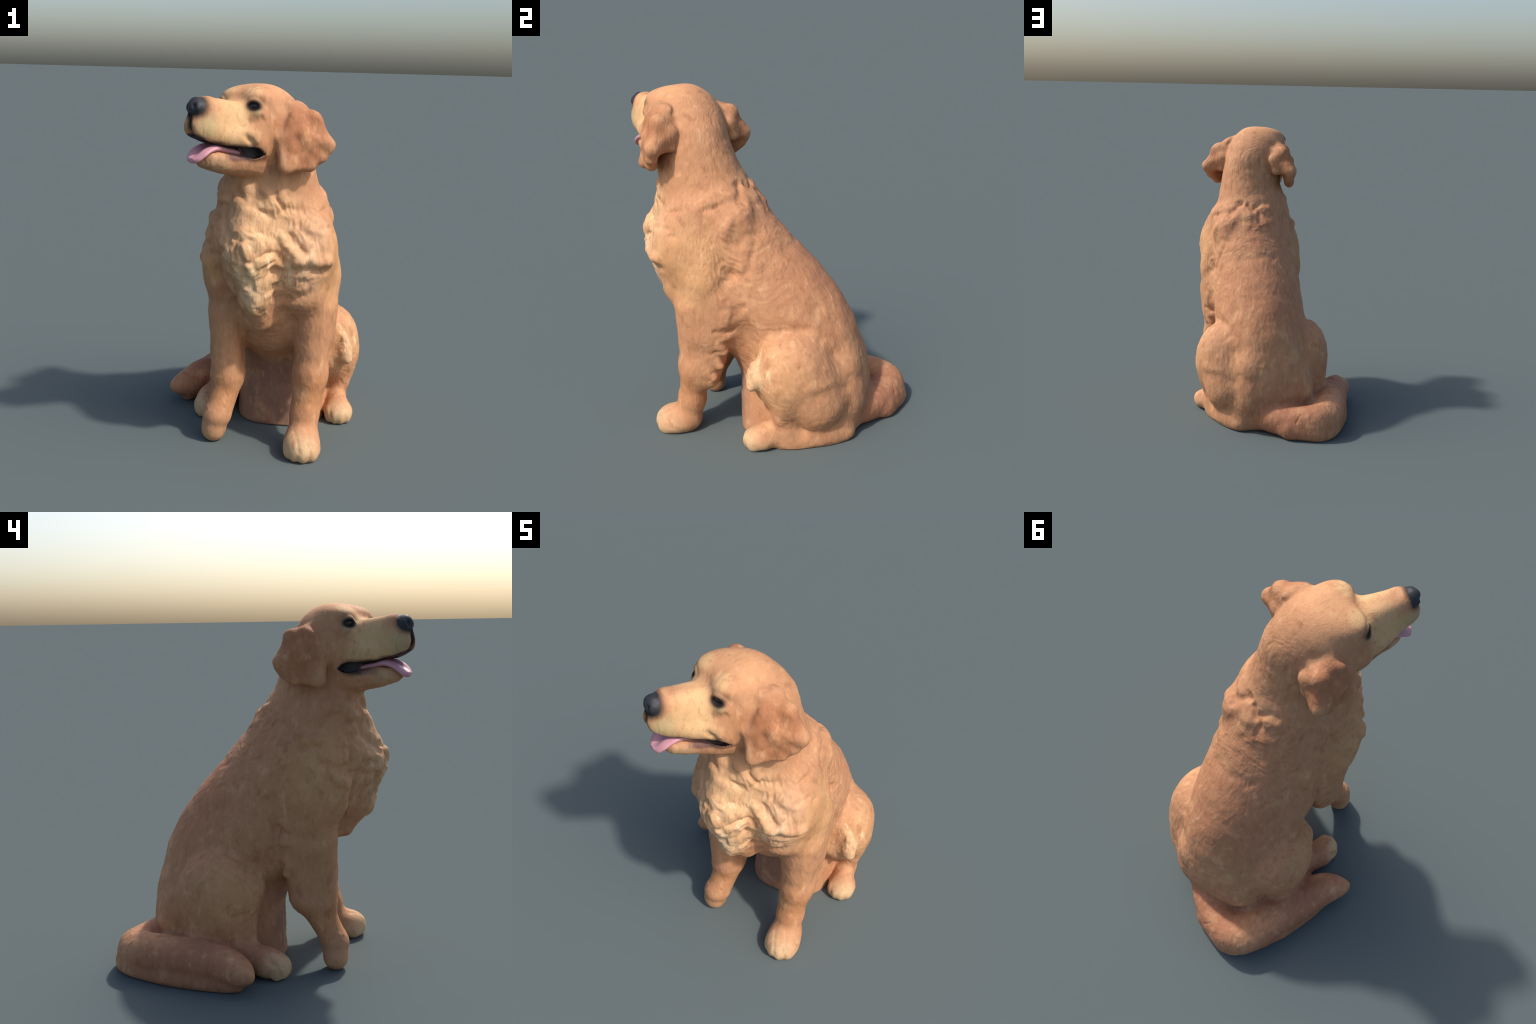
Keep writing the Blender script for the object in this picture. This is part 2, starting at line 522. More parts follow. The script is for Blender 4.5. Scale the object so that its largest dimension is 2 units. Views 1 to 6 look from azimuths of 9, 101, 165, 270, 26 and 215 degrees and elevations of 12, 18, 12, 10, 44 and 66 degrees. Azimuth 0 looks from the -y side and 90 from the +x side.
    # ears: thick flaps, outer face hanging over the cheek, rear face folded back to the neck
    for s in (1, -1):
        e = part("ear", 0.016)
        left = s > 0                           # the right ear hangs a little lower and closer
        X, F = (0.00, s * 0.262, 1.75), (0.100, s * 0.200, 1.735)
        T, M = ((0.020, 0.163, 1.887), (-0.075, 0.266, 1.824)) if left else ((0.020, -0.150, 1.870), (-0.070, -0.252, 1.818))
        C, E = ((-0.113, 0.335, 1.703), (-0.085, 0.322, 1.648)) if left else ((-0.090, -0.328, 1.695), (-0.075, -0.315, 1.645))
        if left:
            e.add(ellipsoid((-0.035, 0.190, 1.880), (0.065, 0.050, 0.038), H, roll=-35), 0.0)
        Bf, Bb = (0.098, s * 0.246, 1.594), (-0.030, s * 0.292, 1.603)
        R0, R1, R2 = (-0.070, s * 0.155, 1.83 if left else 1.82), (-0.110, s * 0.20, 1.77), (-0.118, s * 0.215, 1.69)
        e.add(ellipsoid((0.005, s * 0.232, 1.775), (0.080, 0.045, 0.10), H), 0.0)
        for tri in ((T, F, X), (F, Bf, X), (Bf, Bb, X), (Bb, E, X), (E, C, X), (C, M, X), (M, T, X)):
            e.add(flap(*tri, 0.026, H), 0.04)
        for tri in ((M, T, R0), (M, R0, R1), (M, R1, C), (R1, R2, C)):
            e.add(flap(*tri, 0.024, H), 0.04)

    # carved after joining: mouth and eye sockets
    carve = []
    gr = chain([(-0.275, -0.075, 1.20), (-0.27, -0.06, 1.00), (-0.255, -0.085, 0.80)], [0.03, 0.045, 0.04])
    gr += chain([(0.46, -0.035, 0.72), (0.44, -0.055, 0.56), (0.42, -0.10, 0.42)], [0.022, 0.045, 0.045])
    gr += [limb((0.13, -0.690, 1.285), (0.20, -0.655, 1.215), 0.045, 0.035)]
    for x in gr:
        x.label = None
        carve.append((x, 0.06))
    mouth = loft(0, [
        (0.175, -0.20, 0.20, 1.648, 1.664, 3.0, 0, 0),
        (0.20, -0.20, 0.20, 1.634, 1.686, 4.0, 0, 0),
        (0.26, -0.20, 0.20, 1.650, 1.690, 6.0, 0, 0),
        (0.31, -0.20, 0.20, 1.664, 1.695, 6.0, 0, 0),
        (0.40, -0.20, 0.20, 1.672, 1.710, 6.0, 0, 0),
        (0.46, -0.20, 0.20, 1.674, 1.732, 6.0, 0, 0),
        (0.54, -0.20, 0.20, 1.680, 1.775, 6.0, 0, 0),
    ], Z)
    inner = loft(0, [
        (0.10, -0.13, 0.13, 1.55, 1.78, 2.6, 0, 0),
        (0.20, -0.128, 0.128, 1.55, 1.78, 2.6, 0, 0),
        (0.28, -0.090, 0.090, 1.55, 1.78, 2.6, 0, 0),
        (0.34, -0.060, 0.060, 1.55, 1.78, 2.4, 0, 0),
        (0.38, -0.035, 0.035, 1.58, 1.76, 2.2, 0, 0),
    ], Z)
    slit = mouth.fn
    mouth.fn = lambda p: np.maximum(slit(p), -inner.fn(p))
    mouth.label = -2
    carve.append((mouth, 0.014))
    for s in (1, -1):
        so = ellipsoid((0.226, s * 0.132, 1.891), (0.030, 0.027, 0.016), H, yaw=s * 34)
        so.label = None
        carve.append((so, 0.012))
        cr = limb((0.245, s * 0.172, 1.700), (0.275, s * 0.150, 1.748), 0.012, 0.006, H)      # fold behind the lip
        cr.label = None
        carve.append((cr, 0.02))
    ph = limb((0.515, 0, 1.835), (0.50, 0, 1.74), 0.006, 0.010, Z)                            # split of the lip
    ph.label = None
    carve.append((ph, 0.02))
    return parts, carve


# ------------------------------------------------------------------ relief of the coat
STROKES = []


def stroke(height, width, *pts):
    P = np.array(pts, np.float32)
    w = width / 1000
    STROKES.append((height / 1000, w, P, P.min(0) - 2.2 * w, P.max(0) + 2.2 * w))


def tuft(height, width, *pts):
    """A raised lock of hair along a line on the skin; millimetres, then points."""
    stroke(height, width, *pts)


def crease(depth, width, *pts):
    """A furrow between locks."""
    stroke(-depth, width, *pts)


def comb_coat():
    # breast
    tuft(16, 29, (-0.034, -0.560, 1.499), (0.015, -0.576, 1.444), (0.043, -0.587, 1.417))
    tuft(26, 23, (0.099, -0.572, 1.448), (0.126, -0.578, 1.396), (0.157, -0.579, 1.358))
    tuft(20, 25, (0.181, -0.552, 1.429), (0.196, -0.550, 1.405))
    crease(12, 10, (0.152, -0.560, 1.449), (0.164, -0.565, 1.400), (0.179, -0.564, 1.381))
    crease(16, 15, (-0.055, -0.553, 1.478), (-0.031, -0.568, 1.436), (-0.003, -0.584, 1.415))
    crease(21, 17, (0.040, -0.595, 1.399), (0.091, -0.602, 1.358), (0.130, -0.595, 1.339), (0.172, -0.577, 1.343), (0.216, -0.544, 1.385))
    tuft(21, 50, (-0.031, -0.590, 1.380), (-0.014, -0.620, 1.325), (-0.022, -0.651, 1.256))
    crease(20, 19, (-0.128, -0.531, 1.365), (-0.103, -0.593, 1.261), (-0.063, -0.641, 1.232), (-0.016, -0.677, 1.217))
    tuft(10, 25, (0.086, -0.622, 1.306), (0.097, -0.624, 1.278))
    crease(9, 14, (0.071, -0.642, 1.265), (0.094, -0.635, 1.250), (0.116, -0.618, 1.268))
    tuft(23, 32, (0.022, -0.693, 1.197), (0.077, -0.671, 1.206), (0.121, -0.638, 1.192))
    tuft(18, 21, (0.026, -0.709, 1.156), (0.045, -0.708, 1.138))
    tuft(21, 19, (0.036, -0.704, 1.091), (0.053, -0.684, 1.048))
    crease(10, 9, (-0.005, -0.682, 1.213), (0.039, -0.681, 1.216))
    crease(12, 9, (0.012, -0.712, 1.116), (0.055, -0.705, 1.117))
    crease(10, 9, (0.034, -0.683, 1.036), (0.072, -0.672, 1.036))
    crease(12, 9, (0.064, -0.702, 1.132), (0.116, -0.660, 1.151), (0.163, -0.611, 1.154))
    crease(12, 9, (0.099, -0.666, 1.071), (0.133, -0.633, 1.096), (0.160, -0.614, 1.109))
    tuft(12, 19, (0.091, -0.683, 1.105), (0.142, -0.628, 1.126))
    tuft(12, 21, (0.116, -0.648, 1.074), (0.194, -0.608, 1.094))
    crease(21, 16, (0.183, -0.609, 1.134), (0.204, -0.608, 1.105))
    tuft(13, 17, (0.182, -0.590, 1.236), (0.209, -0.592, 1.188), (0.261, -0.603, 1.148))
    crease(12, 12, (0.224, -0.572, 1.245), (0.262, -0.581, 1.199), (0.304, -0.590, 1.163))
    tuft(17, 25, (0.257, -0.553, 1.253), (0.305, -0.569, 1.209), (0.352, -0.575, 1.163))
    tuft(13, 37, (0.281, -0.522, 1.300), (0.377, -0.520, 1.274))
    crease(12, 13, (0.396, -0.510, 1.269), (0.431, -0.453, 1.270))
    crease(12, 13, (0.373, -0.458, 1.349), (0.396, -0.376, 1.368))
    crease(10, 13, (0.222, -0.544, 1.375), (0.268, -0.513, 1.363))
    tuft(23, 34, (0.268, -0.608, 1.114), (0.326, -0.593, 1.115), (0.388, -0.560, 1.096), (0.429, -0.518, 1.094))
    crease(26, 25, (0.160, -0.602, 1.050), (0.245, -0.603, 1.051), (0.327, -0.591, 1.079), (0.365, -0.566, 1.055), (0.421, -0.517, 1.058))
    tuft(13, 23, (0.089, -0.646, 0.975), (0.150, -0.592, 1.012), (0.220, -0.595, 1.032))
    crease(13, 13, (0.099, -0.640, 0.923), (0.167, -0.563, 0.964), (0.234, -0.589, 1.016))
    tuft(12, 27, (0.125, -0.614, 0.928), (0.218, -0.566, 0.974), (0.298, -0.556, 0.961))
    tuft(10, 23, (0.061, -0.655, 0.934), (0.057, -0.615, 0.825))
    crease(9, 10, (0.067, -0.649, 0.882), (0.085, -0.631, 0.852))
    crease(9, 12, (-0.064, -0.644, 1.046), (-0.013, -0.639, 0.961), (0.027, -0.615, 0.833))
    tuft(8, 15, (-0.032, -0.679, 1.056), (0.010, -0.654, 0.966))
    crease(21, 19, (-0.211, -0.484, 1.110), (-0.083, -0.651, 1.092), (-0.044, -0.638, 1.010), (-0.046, -0.503, 0.860), (-0.017, -0.443, 0.738))
    tuft(12, 21, (-0.159, -0.540, 1.207), (-0.192, -0.502, 1.125))
    tuft(12, 19, (-0.124, -0.583, 1.187), (-0.076, -0.668, 1.156))
    crease(10, 13, (-0.159, -0.535, 1.144), (-0.096, -0.641, 1.150), (-0.057, -0.688, 1.142))
    crease(16, 25, (0.166, -0.534, 0.889), (0.269, -0.548, 0.900), (0.342, -0.535, 0.922))
    # left shoulder
    crease(11, 17, (0.395, -0.225, 1.358), (0.387, -0.195, 1.367), (0.371, -0.160, 1.384), (0.338, -0.119, 1.407), (0.322, -0.076, 1.392))
    crease(11, 16, (0.224, -0.081, 1.481), (0.284, -0.061, 1.415), (0.306, -0.048, 1.383))
    crease(9, 16, (0.174, -0.050, 1.464), (0.140, -0.021, 1.428))
    crease(8, 16, (0.410, -0.287, 1.336), (0.407, -0.251, 1.324))
    crease(11, 18, (0.409, -0.492, 1.275), (0.432, -0.458, 1.266))
    crease(9, 16, (0.449, -0.434, 1.239), (0.452, -0.396, 1.229))
    crease(7, 16, (0.375, -0.457, 1.347), (0.383, -0.421, 1.366))
    tuft(7, 39, (0.324, -0.141, 1.441), (0.365, -0.197, 1.409), (0.388, -0.252, 1.383))
    tuft(7, 31, (0.278, -0.097, 1.456), (0.314, -0.102, 1.422))
    crease(11, 36, (0.265, 0.006, 1.356), (0.315, 0.025, 1.278), (0.361, 0.003, 1.226), (0.402, -0.097, 1.184))
    tuft(11, 65, (0.341, -0.053, 1.349), (0.359, -0.036, 1.290), (0.393, -0.094, 1.257))
    crease(11, 20, (0.388, 0.008, 1.121), (0.406, -0.009, 1.044), (0.414, -0.052, 0.997), (0.415, -0.105, 1.002), (0.418, -0.143, 1.074))
    tuft(11, 26, (0.377, -0.007, 1.188), (0.400, -0.035, 1.113), (0.410, -0.051, 1.040))
    crease(8, 16, (0.416, -0.027, 0.970), (0.415, -0.085, 0.980), (0.420, -0.134, 1.036))
    tuft(8, 23, (0.415, -0.042, 0.986), (0.422, -0.108, 0.943))
    tuft(14, 26, (0.424, -0.098, 0.922), (0.429, -0.068, 0.857))
    crease(11, 18, (0.429, -0.108, 0.912), (0.435, -0.088, 0.859), (0.430, -0.048, 0.824))
    crease(7, 18, (0.466, -0.162, 0.864), (0.453, -0.127, 0.865))
    crease(8, 39, (0.244, 0.159, 1.159), (0.252, 0.191, 1.118))
    # left foreleg
    tuft(14, 26, (0.454, -0.141, 0.788), (0.446, -0.157, 0.727))
    crease(10, 12, (0.463, -0.211, 0.687), (0.439, -0.163, 0.667), (0.420, -0.111, 0.689))
    tuft(12, 22, (0.439, -0.188, 0.619), (0.432, -0.181, 0.581))
    crease(8, 11, (0.444, -0.248, 0.537), (0.440, -0.203, 0.555), (0.417, -0.164, 0.564))
    tuft(10, 20, (0.430, -0.216, 0.485), (0.426, -0.202, 0.460))
    crease(8, 11, (0.428, -0.256, 0.410), (0.376, -0.218, 0.411))
    tuft(8, 18, (0.400, -0.256, 0.348), (0.385, -0.255, 0.329))
    crease(5, 9, (0.287, -0.533, 0.150), (0.310, -0.613, 0.123), (0.324, -0.643, 0.074))
    crease(5, 8, (0.375, -0.575, 0.131), (0.386, -0.619, 0.078), (0.383, -0.624, 0.034))
    crease(4, 8, (0.448, -0.045, 0.096), (0.457, -0.071, 0.046))
    crease(4, 8, (0.545, -0.005, 0.109), (0.555, -0.049, 0.066))
    # left thigh
    crease(10, 42, (0.443, 0.076, 0.658), (0.423, 0.245, 0.700), (0.372, 0.396, 0.649), (0.321, 0.495, 0.555))
    crease(6, 22, (0.538, 0.033, 0.499), (0.556, 0.066, 0.463), (0.560, 0.075, 0.408))
    crease(6, 22, (0.383, 0.417, 0.568), (0.375, 0.452, 0.519), (0.347, 0.476, 0.542))
    tuft(6, 26, (0.394, 0.397, 0.584), (0.367, 0.426, 0.596))
    crease(7, 26, (0.554, 0.347, 0.365), (0.514, 0.416, 0.359), (0.404, 0.499, 0.347))
    tuft(6, 35, (0.545, 0.358, 0.413), (0.479, 0.444, 0.383))
    crease(5, 22, (0.373, 0.477, 0.484), (0.368, 0.518, 0.401))
    crease(6, 19, (0.486, 0.052, 0.580), (0.483, -0.004, 0.517), (0.505, -0.034, 0.479))
    tuft(7, 32, (0.469, 0.118, 0.639), (0.483, 0.074, 0.603))
    crease(6, 22, (0.499, 0.017, 0.351), (0.532, 0.095, 0.265), (0.540, 0.190, 0.179))
    # nape
    crease(12, 16, (0.261, -0.095, 1.469), (0.225, -0.074, 1.472))
    crease(12, 16, (0.188, -0.053, 1.463), (0.147, -0.027, 1.437), (0.095, -0.054, 1.473), (0.045, -0.063, 1.470))
    crease(12, 16, (0.322, -0.076, 1.393), (0.278, -0.069, 1.428))
    crease(10, 16, (0.400, -0.250, 1.356), (0.372, -0.178, 1.390))
    crease(13, 16, (-0.015, -0.063, 1.423), (-0.121, -0.142, 1.380))
    crease(10, 16, (0.116, -0.009, 1.411), (0.114, 0.035, 1.349))
    tuft(8, 25, (0.187, -0.004, 1.401), (0.252, -0.024, 1.399))
    tuft(9, 22, (0.037, -0.046, 1.438), (0.089, -0.026, 1.430))
    tuft(9, 22, (0.024, 0.004, 1.353), (0.065, 0.025, 1.346))
    tuft(8, 28, (0.324, -0.128, 1.431), (0.373, -0.235, 1.405))
    tuft(9, 50, (0.386, -0.100, 1.298), (0.301, -0.009, 1.346))
    crease(10, 35, (0.181, 0.076, 1.289), (0.314, 0.057, 1.232), (0.398, -0.035, 1.124), (0.417, -0.113, 0.992))
    crease(9, 32, (0.087, 0.070, 1.285), (-0.031, 0.071, 1.202), (-0.113, 0.087, 1.063), (-0.116, 0.192, 0.934))
    tuft(7, 62, (0.188, 0.111, 1.238), (0.198, 0.157, 1.179))
    crease(5, 28, (0.292, 0.175, 1.106), (0.165, 0.211, 1.121), (0.043, 0.183, 1.122))
    crease(5, 25, (0.443, 0.154, 0.683), (0.405, 0.306, 0.690))
    # right shoulder
    crease(26, 19, (-0.181, -0.200, 1.297), (-0.216, -0.231, 1.240), (-0.236, -0.314, 1.258))
    tuft(20, 31, (-0.199, -0.244, 1.294), (-0.223, -0.283, 1.273), (-0.226, -0.339, 1.280))
    crease(26, 19, (-0.268, -0.336, 1.165), (-0.266, -0.372, 1.156), (-0.252, -0.426, 1.136), (-0.223, -0.465, 1.151))
    crease(20, 17, (-0.181, -0.481, 1.297), (-0.151, -0.526, 1.308), (-0.130, -0.553, 1.301))
    crease(18, 14, (-0.187, -0.387, 1.409), (-0.177, -0.433, 1.420))
    tuft(18, 26, (-0.172, -0.368, 1.469), (-0.179, -0.408, 1.436))
    tuft(18, 26, (-0.154, -0.484, 1.424), (-0.142, -0.510, 1.386))
    crease(24, 17, (-0.168, -0.474, 1.373), (-0.130, -0.528, 1.368))
    tuft(18, 19, (-0.205, -0.459, 1.243), (-0.218, -0.462, 1.187))
    tuft(18, 19, (-0.179, -0.506, 1.230), (-0.156, -0.538, 1.138))
    crease(16, 13, (-0.191, -0.485, 1.240), (-0.200, -0.488, 1.176))
    crease(44, 26, (-0.138, -0.549, 1.101), (-0.159, -0.522, 1.059), (-0.167, -0.501, 0.977), (-0.057, -0.467, 0.815))
    crease(20, 17, (-0.139, -0.557, 1.131), (-0.102, -0.632, 1.140))
    crease(16, 17, (-0.120, -0.564, 1.081), (-0.080, -0.652, 1.085))
    tuft(16, 24, (-0.127, -0.567, 1.108), (-0.099, -0.633, 1.110))
    tuft(16, 24, (-0.259, -0.425, 1.072), (-0.228, -0.469, 1.048))
    # right flank
    crease(17, 20, (-0.190, -0.064, 0.861), (-0.195, -0.089, 0.809), (-0.202, -0.088, 0.732))
    tuft(13, 21, (-0.204, -0.123, 0.837), (-0.217, -0.157, 0.805))
    crease(12, 14, (-0.202, -0.106, 0.784), (-0.217, -0.157, 0.779))
    tuft(13, 21, (-0.210, -0.122, 0.742), (-0.214, -0.131, 0.716))
    crease(12, 16, (-0.197, -0.096, 0.694), (-0.220, -0.156, 0.691))
    tuft(12, 26, (-0.201, -0.130, 0.624), (-0.203, -0.147, 0.597))
    crease(12, 17, (-0.160, 0.015, 1.041), (-0.194, -0.001, 0.934))
    tuft(13, 29, (-0.167, -0.024, 1.076), (-0.187, -0.040, 0.993))
    crease(12, 39, (-0.060, 0.323, 0.855), (-0.121, 0.213, 0.894), (-0.161, 0.089, 0.954))
    crease(12, 17, (-0.217, 0.389, 0.591), (-0.211, 0.336, 0.642), (-0.205, 0.249, 0.675), (-0.203, 0.154, 0.664), (-0.199, 0.078, 0.613))
    crease(12, 18, (-0.200, 0.426, 0.542), (-0.257, 0.414, 0.488), (-0.311, 0.360, 0.416))
    crease(12, 18, (-0.261, 0.417, 0.373), (-0.281, 0.391, 0.334), (-0.253, 0.409, 0.252))
    tuft(10, 29, (-0.256, 0.047, 0.365), (-0.243, 0.029, 0.379))
    crease(10, 20, (-0.318, 0.140, 0.344), (-0.276, 0.073, 0.346))
    tuft(10, 23, (-0.243, 0.048, 0.270), (-0.256, 0.066, 0.230))
    crease(6, 12, (-0.362, -0.035, 0.126), (-0.379, -0.068, 0.088))
    crease(6, 12, (-0.329, -0.087, 0.139), (-0.347, -0.129, 0.100))
    # tail
    crease(10, 14, (-0.223, 0.429, 0.294), (-0.269, 0.472, 0.235), (-0.288, 0.564, 0.233))
    crease(8, 14, (-0.216, 0.528, 0.223), (-0.193, 0.462, 0.224))
    tuft(6, 30, (-0.196, 0.694, 0.225), (-0.247, 0.637, 0.230))
    crease(6, 16, (-0.357, 0.365, 0.237), (-0.376, 0.291, 0.234))
    tuft(7, 24, (-0.396, 0.252, 0.229), (-0.449, 0.174, 0.213))
    crease(5, 7, (-0.009, 0.745, 0.175), (0.027, 0.760, 0.128))
    # ears
    crease(4, 21, (0.307, -0.561, 1.798), (0.319, -0.577, 1.748), (0.335, -0.568, 1.736))
    crease(3, 21, (0.258, -0.603, 1.751), (0.283, -0.594, 1.704))
    tuft(3, 27, (0.280, -0.596, 1.767), (0.301, -0.586, 1.712))
    crease(3, 21, (0.282, -0.536, 1.859), (0.336, -0.535, 1.821))
    tuft(3, 27, (0.354, -0.533, 1.782), (0.373, -0.546, 1.736))
    crease(3, 21, (0.262, -0.605, 1.641), (0.308, -0.581, 1.624))
    crease(3, 14, (0.206, -0.547, 1.888), (0.190, -0.588, 1.819), (0.177, -0.615, 1.761))
    tuft(3, 14, (0.223, -0.524, 1.912), (0.214, -0.571, 1.858))
    crease(3, 21, (-0.163, -0.152, 1.767), (-0.174, -0.202, 1.792))
    crease(3, 21, (-0.191, -0.142, 1.686), (-0.194, -0.192, 1.727), (-0.201, -0.234, 1.759))
    tuft(3, 24, (-0.189, -0.176, 1.735), (-0.186, -0.235, 1.792))
    crease(3, 21, (-0.192, -0.217, 1.660), (-0.207, -0.275, 1.684))
    crease(3, 14, (-0.130, -0.280, 1.873), (-0.177, -0.319, 1.798), (-0.195, -0.355, 1.708))
    tuft(3, 15, (-0.117, -0.264, 1.881), (-0.186, -0.301, 1.799), (-0.197, -0.338, 1.724))
    crease(3, 15, (-0.023, -0.233, 1.883), (-0.054, -0.239, 1.876), (-0.079, -0.264, 1.894))
    tuft(3, 21, (-0.037, -0.213, 1.855), (-0.084, -0.150, 1.847))
    crease(3, 21, (-0.158, -0.204, 1.814), (-0.198, -0.205, 1.735))
    crease(3, 18, (0.240, -0.502, 1.915), (0.279, -0.438, 1.889))
    tuft(4, 30, (0.364, -0.496, 1.835), (0.377, -0.463, 1.769))
    crease(3, 24, (0.350, -0.530, 1.800), (0.416, -0.514, 1.743))
    # face
    crease(3, 12, (-0.040, -0.575, 1.928), (-0.009, -0.573, 1.960), (0.011, -0.536, 1.982))
    crease(6, 14, (0.016, -0.659, 1.821), (0.047, -0.653, 1.815), (0.074, -0.644, 1.831))
    crease(4, 14, (-0.023, -0.686, 1.802), (0.002, -0.683, 1.787))
    tuft(6, 16, (0.013, -0.689, 1.772), (0.050, -0.679, 1.758), (0.069, -0.675, 1.727))
    crease(6, 12, (0.000, -0.704, 1.748), (0.026, -0.685, 1.732))
    crease(4, 10, (0.080, -0.643, 1.844), (0.089, -0.637, 1.825))
    crease(3, 24, (-0.073, -0.727, 1.796), (-0.051, -0.721, 1.781))
    crease(5, 10, (0.153, -0.605, 1.795), (0.165, -0.625, 1.741), (0.149, -0.619, 1.701))
    tuft(4, 16, (0.098, -0.653, 1.702), (0.104, -0.632, 1.660))
    crease(6, 13, (-0.219, -0.484, 1.737), (-0.217, -0.504, 1.762), (-0.209, -0.515, 1.782))
    tuft(6, 16, (-0.214, -0.462, 1.750), (-0.206, -0.486, 1.782))
    crease(5, 14, (-0.180, -0.415, 1.829), (-0.187, -0.441, 1.825), (-0.187, -0.481, 1.834))
    crease(4, 12, (-0.171, -0.392, 1.842), (-0.171, -0.366, 1.816))
    crease(4, 30, (0.256, -0.360, 1.841), (0.228, -0.278, 1.848), (0.172, -0.221, 1.842))
    # rump
    crease(4, 32, (0.568, 0.293, 0.330), (0.513, 0.417, 0.358), (0.445, 0.463, 0.391))
    crease(4, 22, (0.433, 0.393, 0.559), (0.367, 0.450, 0.540))
    tuft(4, 32, (0.400, 0.395, 0.580), (0.349, 0.467, 0.555))
    crease(4, 29, (0.477, 0.459, 0.336), (0.379, 0.514, 0.365), (0.260, 0.591, 0.378))
    crease(5, 25, (0.256, 0.595, 0.357), (0.238, 0.603, 0.179), (0.232, 0.607, 0.089))
    crease(3, 18, (-0.076, 0.548, 0.474), (-0.144, 0.470, 0.490))
    crease(4, 36, (-0.194, 0.471, 0.372), (-0.224, 0.423, 0.247))
    crease(5, 32, (0.048, -0.227, 0.477), (0.058, -0.136, 0.308), (0.012, -0.130, 0.181))
    crease(5, 32, (0.135, -0.140, 0.297), (0.184, -0.140, 0.251))
    tuft(5, 47, (0.078, -0.157, 0.377), (0.097, -0.139, 0.293))
    crease(5, 36, (0.065, -0.147, 0.112), (0.124, -0.150, 0.098), (0.145, -0.150, 0.039))
    tuft(5, 43, (0.016, -0.136, 0.083), (0.048, -0.145, 0.028))


def strokes_at(P):
    out = np.zeros(len(P), np.float32)
    # hair never parts along a ruled line: let the strokes wander and fade in and out
    P = P + 0.006 * np.stack([noise(P * 26 + o, 21) for o in (0.0, 7.3, 14.9)], -1) + 0.0015 * np.stack([noise(P * 70 + o, 22) for o in (0.0, 7.3, 14.9)], -1)
    fade = 0.80 + 0.55 * noise(P * 17 + 3.1, 23)
    for h, w, Q, lo, hi in STROKES:
        i = np.flatnonzero(((P > lo) & (P < hi)).all(-1))
        if not len(i):
            continue
        p = P[i]
        d = None
        for k in range(max(1, len(Q) - 1)):
            a, b = Q[k], Q[min(k + 1, len(Q) - 1)]
            ab = b - a
            t = np.clip(((p - a) @ ab) / max(float(ab @ ab), 1e-9), 0, 1)
            e = ((p - a - t[:, None] * ab) ** 2).sum(-1)
            d = e if d is None else np.minimum(d, e)
        q = np.sqrt(d) / w
        # tufts are rounded and steep-sided, creases are narrow with soft lips
        out[i] += h * fade[i] * (0.85 * np.exp(-(q ** 2) * 0.8) if h < 0 else np.exp(-(np.abs(q) ** 3) * 0.6))
    return out


def hair_axes(P):
    """Coordinates along and across the lie of the hair: down the chest, back over the shoulder, down the back."""
    side = ramp(P[:, 1], -0.50, -0.15)
    back = ramp(P[:, 1], 0.0, 0.25)
    # lean of the strokes in the (y, z) plane
    cy = -0.10 + 0.85 * side - 0.30 * back
    cz = -1.0 + 0.45 * side - 0.15 * back
    n = np.sqrt(cy * cy + cz * cz)
    cy, cz = cy / n, cz / n
    along = P[:, 1] * cy + P[:, 2] * cz
    across = -P[:, 1] * cz + P[:, 2] * cy
    return along, across


def relief(P):
    """Height of the coat above the body, metres."""
    n1 = noise(P * 9, 3)
    n2 = noise(P * 23 + 5, 4)
    al, ac = hair_axes(P)
    warp = 0.020 * n1 + 0.006 * n2
    S = np.stack([P[:, 0] * 28 + 50 * warp, (ac + warp) * 36, al * 13], -1)
    lock = noise(S, 7)
    lock = 1 - np.abs(lock) * 2
    F = np.stack([P[:, 0] * 90 + 40 * warp, (ac + warp) * 110, al * 30], -1)
    strand = noise(F, 8)
    # how rough each part of the coat is
    chest = np.maximum(near(P, (0.13, -0.60, 1.15), (0.36, 0.32, 0.45), 0.5), near(P, (0.06, -0.62, 0.90), (0.14, 0.2, 0.22), 0.5))
    mane = near(P, (0.12, -0.18, 1.36), (0.36, 0.42, 0.16), 0.6)
    shoulder = near(P, (0.10, -0.18, 1.05), (0.48, 0.36, 0.40), 0.4)
    thigh = near(P, (0.10, 0.18, 0.50), (0.58, 0.36, 0.34), 0.5)
    rear = ramp(P[:, 1], -0.1, 0.15)
    head = near(P, (-0.03, -0.50, 1.82), (0.34, 0.36, 0.30), 0.35)
    ear = np.maximum(near(P, (0.31, -0.52, 1.73), (0.16, 0.16, 0.22), 0.4), near(P, (-0.16, -0.20, 1.73), (0.16, 0.18, 0.22), 0.4))
    paw = 1 - ramp(P[:, 2], 0.10, 0.22) * 1.0
    paw = paw * (1 - rear)
    calm = (1 - 0.92 * np.maximum(head * (1 - ear), paw))
    big = 0.0042 * n1 + 0.0014 * n2
    out = big + lock * (0.0011 +  0.0030 * chest + 0.0022 * mane + 0.0028 * shoulder + 0.0011 * thigh) + strand * (0.0009 + 0.0008 * chest + 0.0006 * thigh + 0.0004 * shoulder)
    out = out + chest * 0.005 * noise(P * V(12, 12, 10) + 2.2, 11)
    out = out * calm + ear * 0.003 * noise(P * 22, 12)
    return (out + strokes_at(P)).astype(np.float32)


comb_coat()


# ------------------------------------------------------------------ materials
def shader(name):
    m = bpy.data.materials.new(name)
    m.use_nodes = True
    nt = m.node_tree
    return m, nt, nt.nodes["Principled BSDF"]


def plain(name, colour, rough=0.6, **inputs):
    m, nt, b = shader(name)
    b.inputs["Base Color"].default_value = (*colour, 1)
    b.inputs["Roughness"].default_value = rough
    for k, v in inputs.items():
        b.inputs[k.replace("_", " ")].default_value = v
    return m


def lin(r, g, b):
    return tuple((c / 255 / 12.92 if c <= 10 else ((c / 255 + 0.055) / 1.055) ** 2.4) for c in (r, g, b)) + (1.0,)


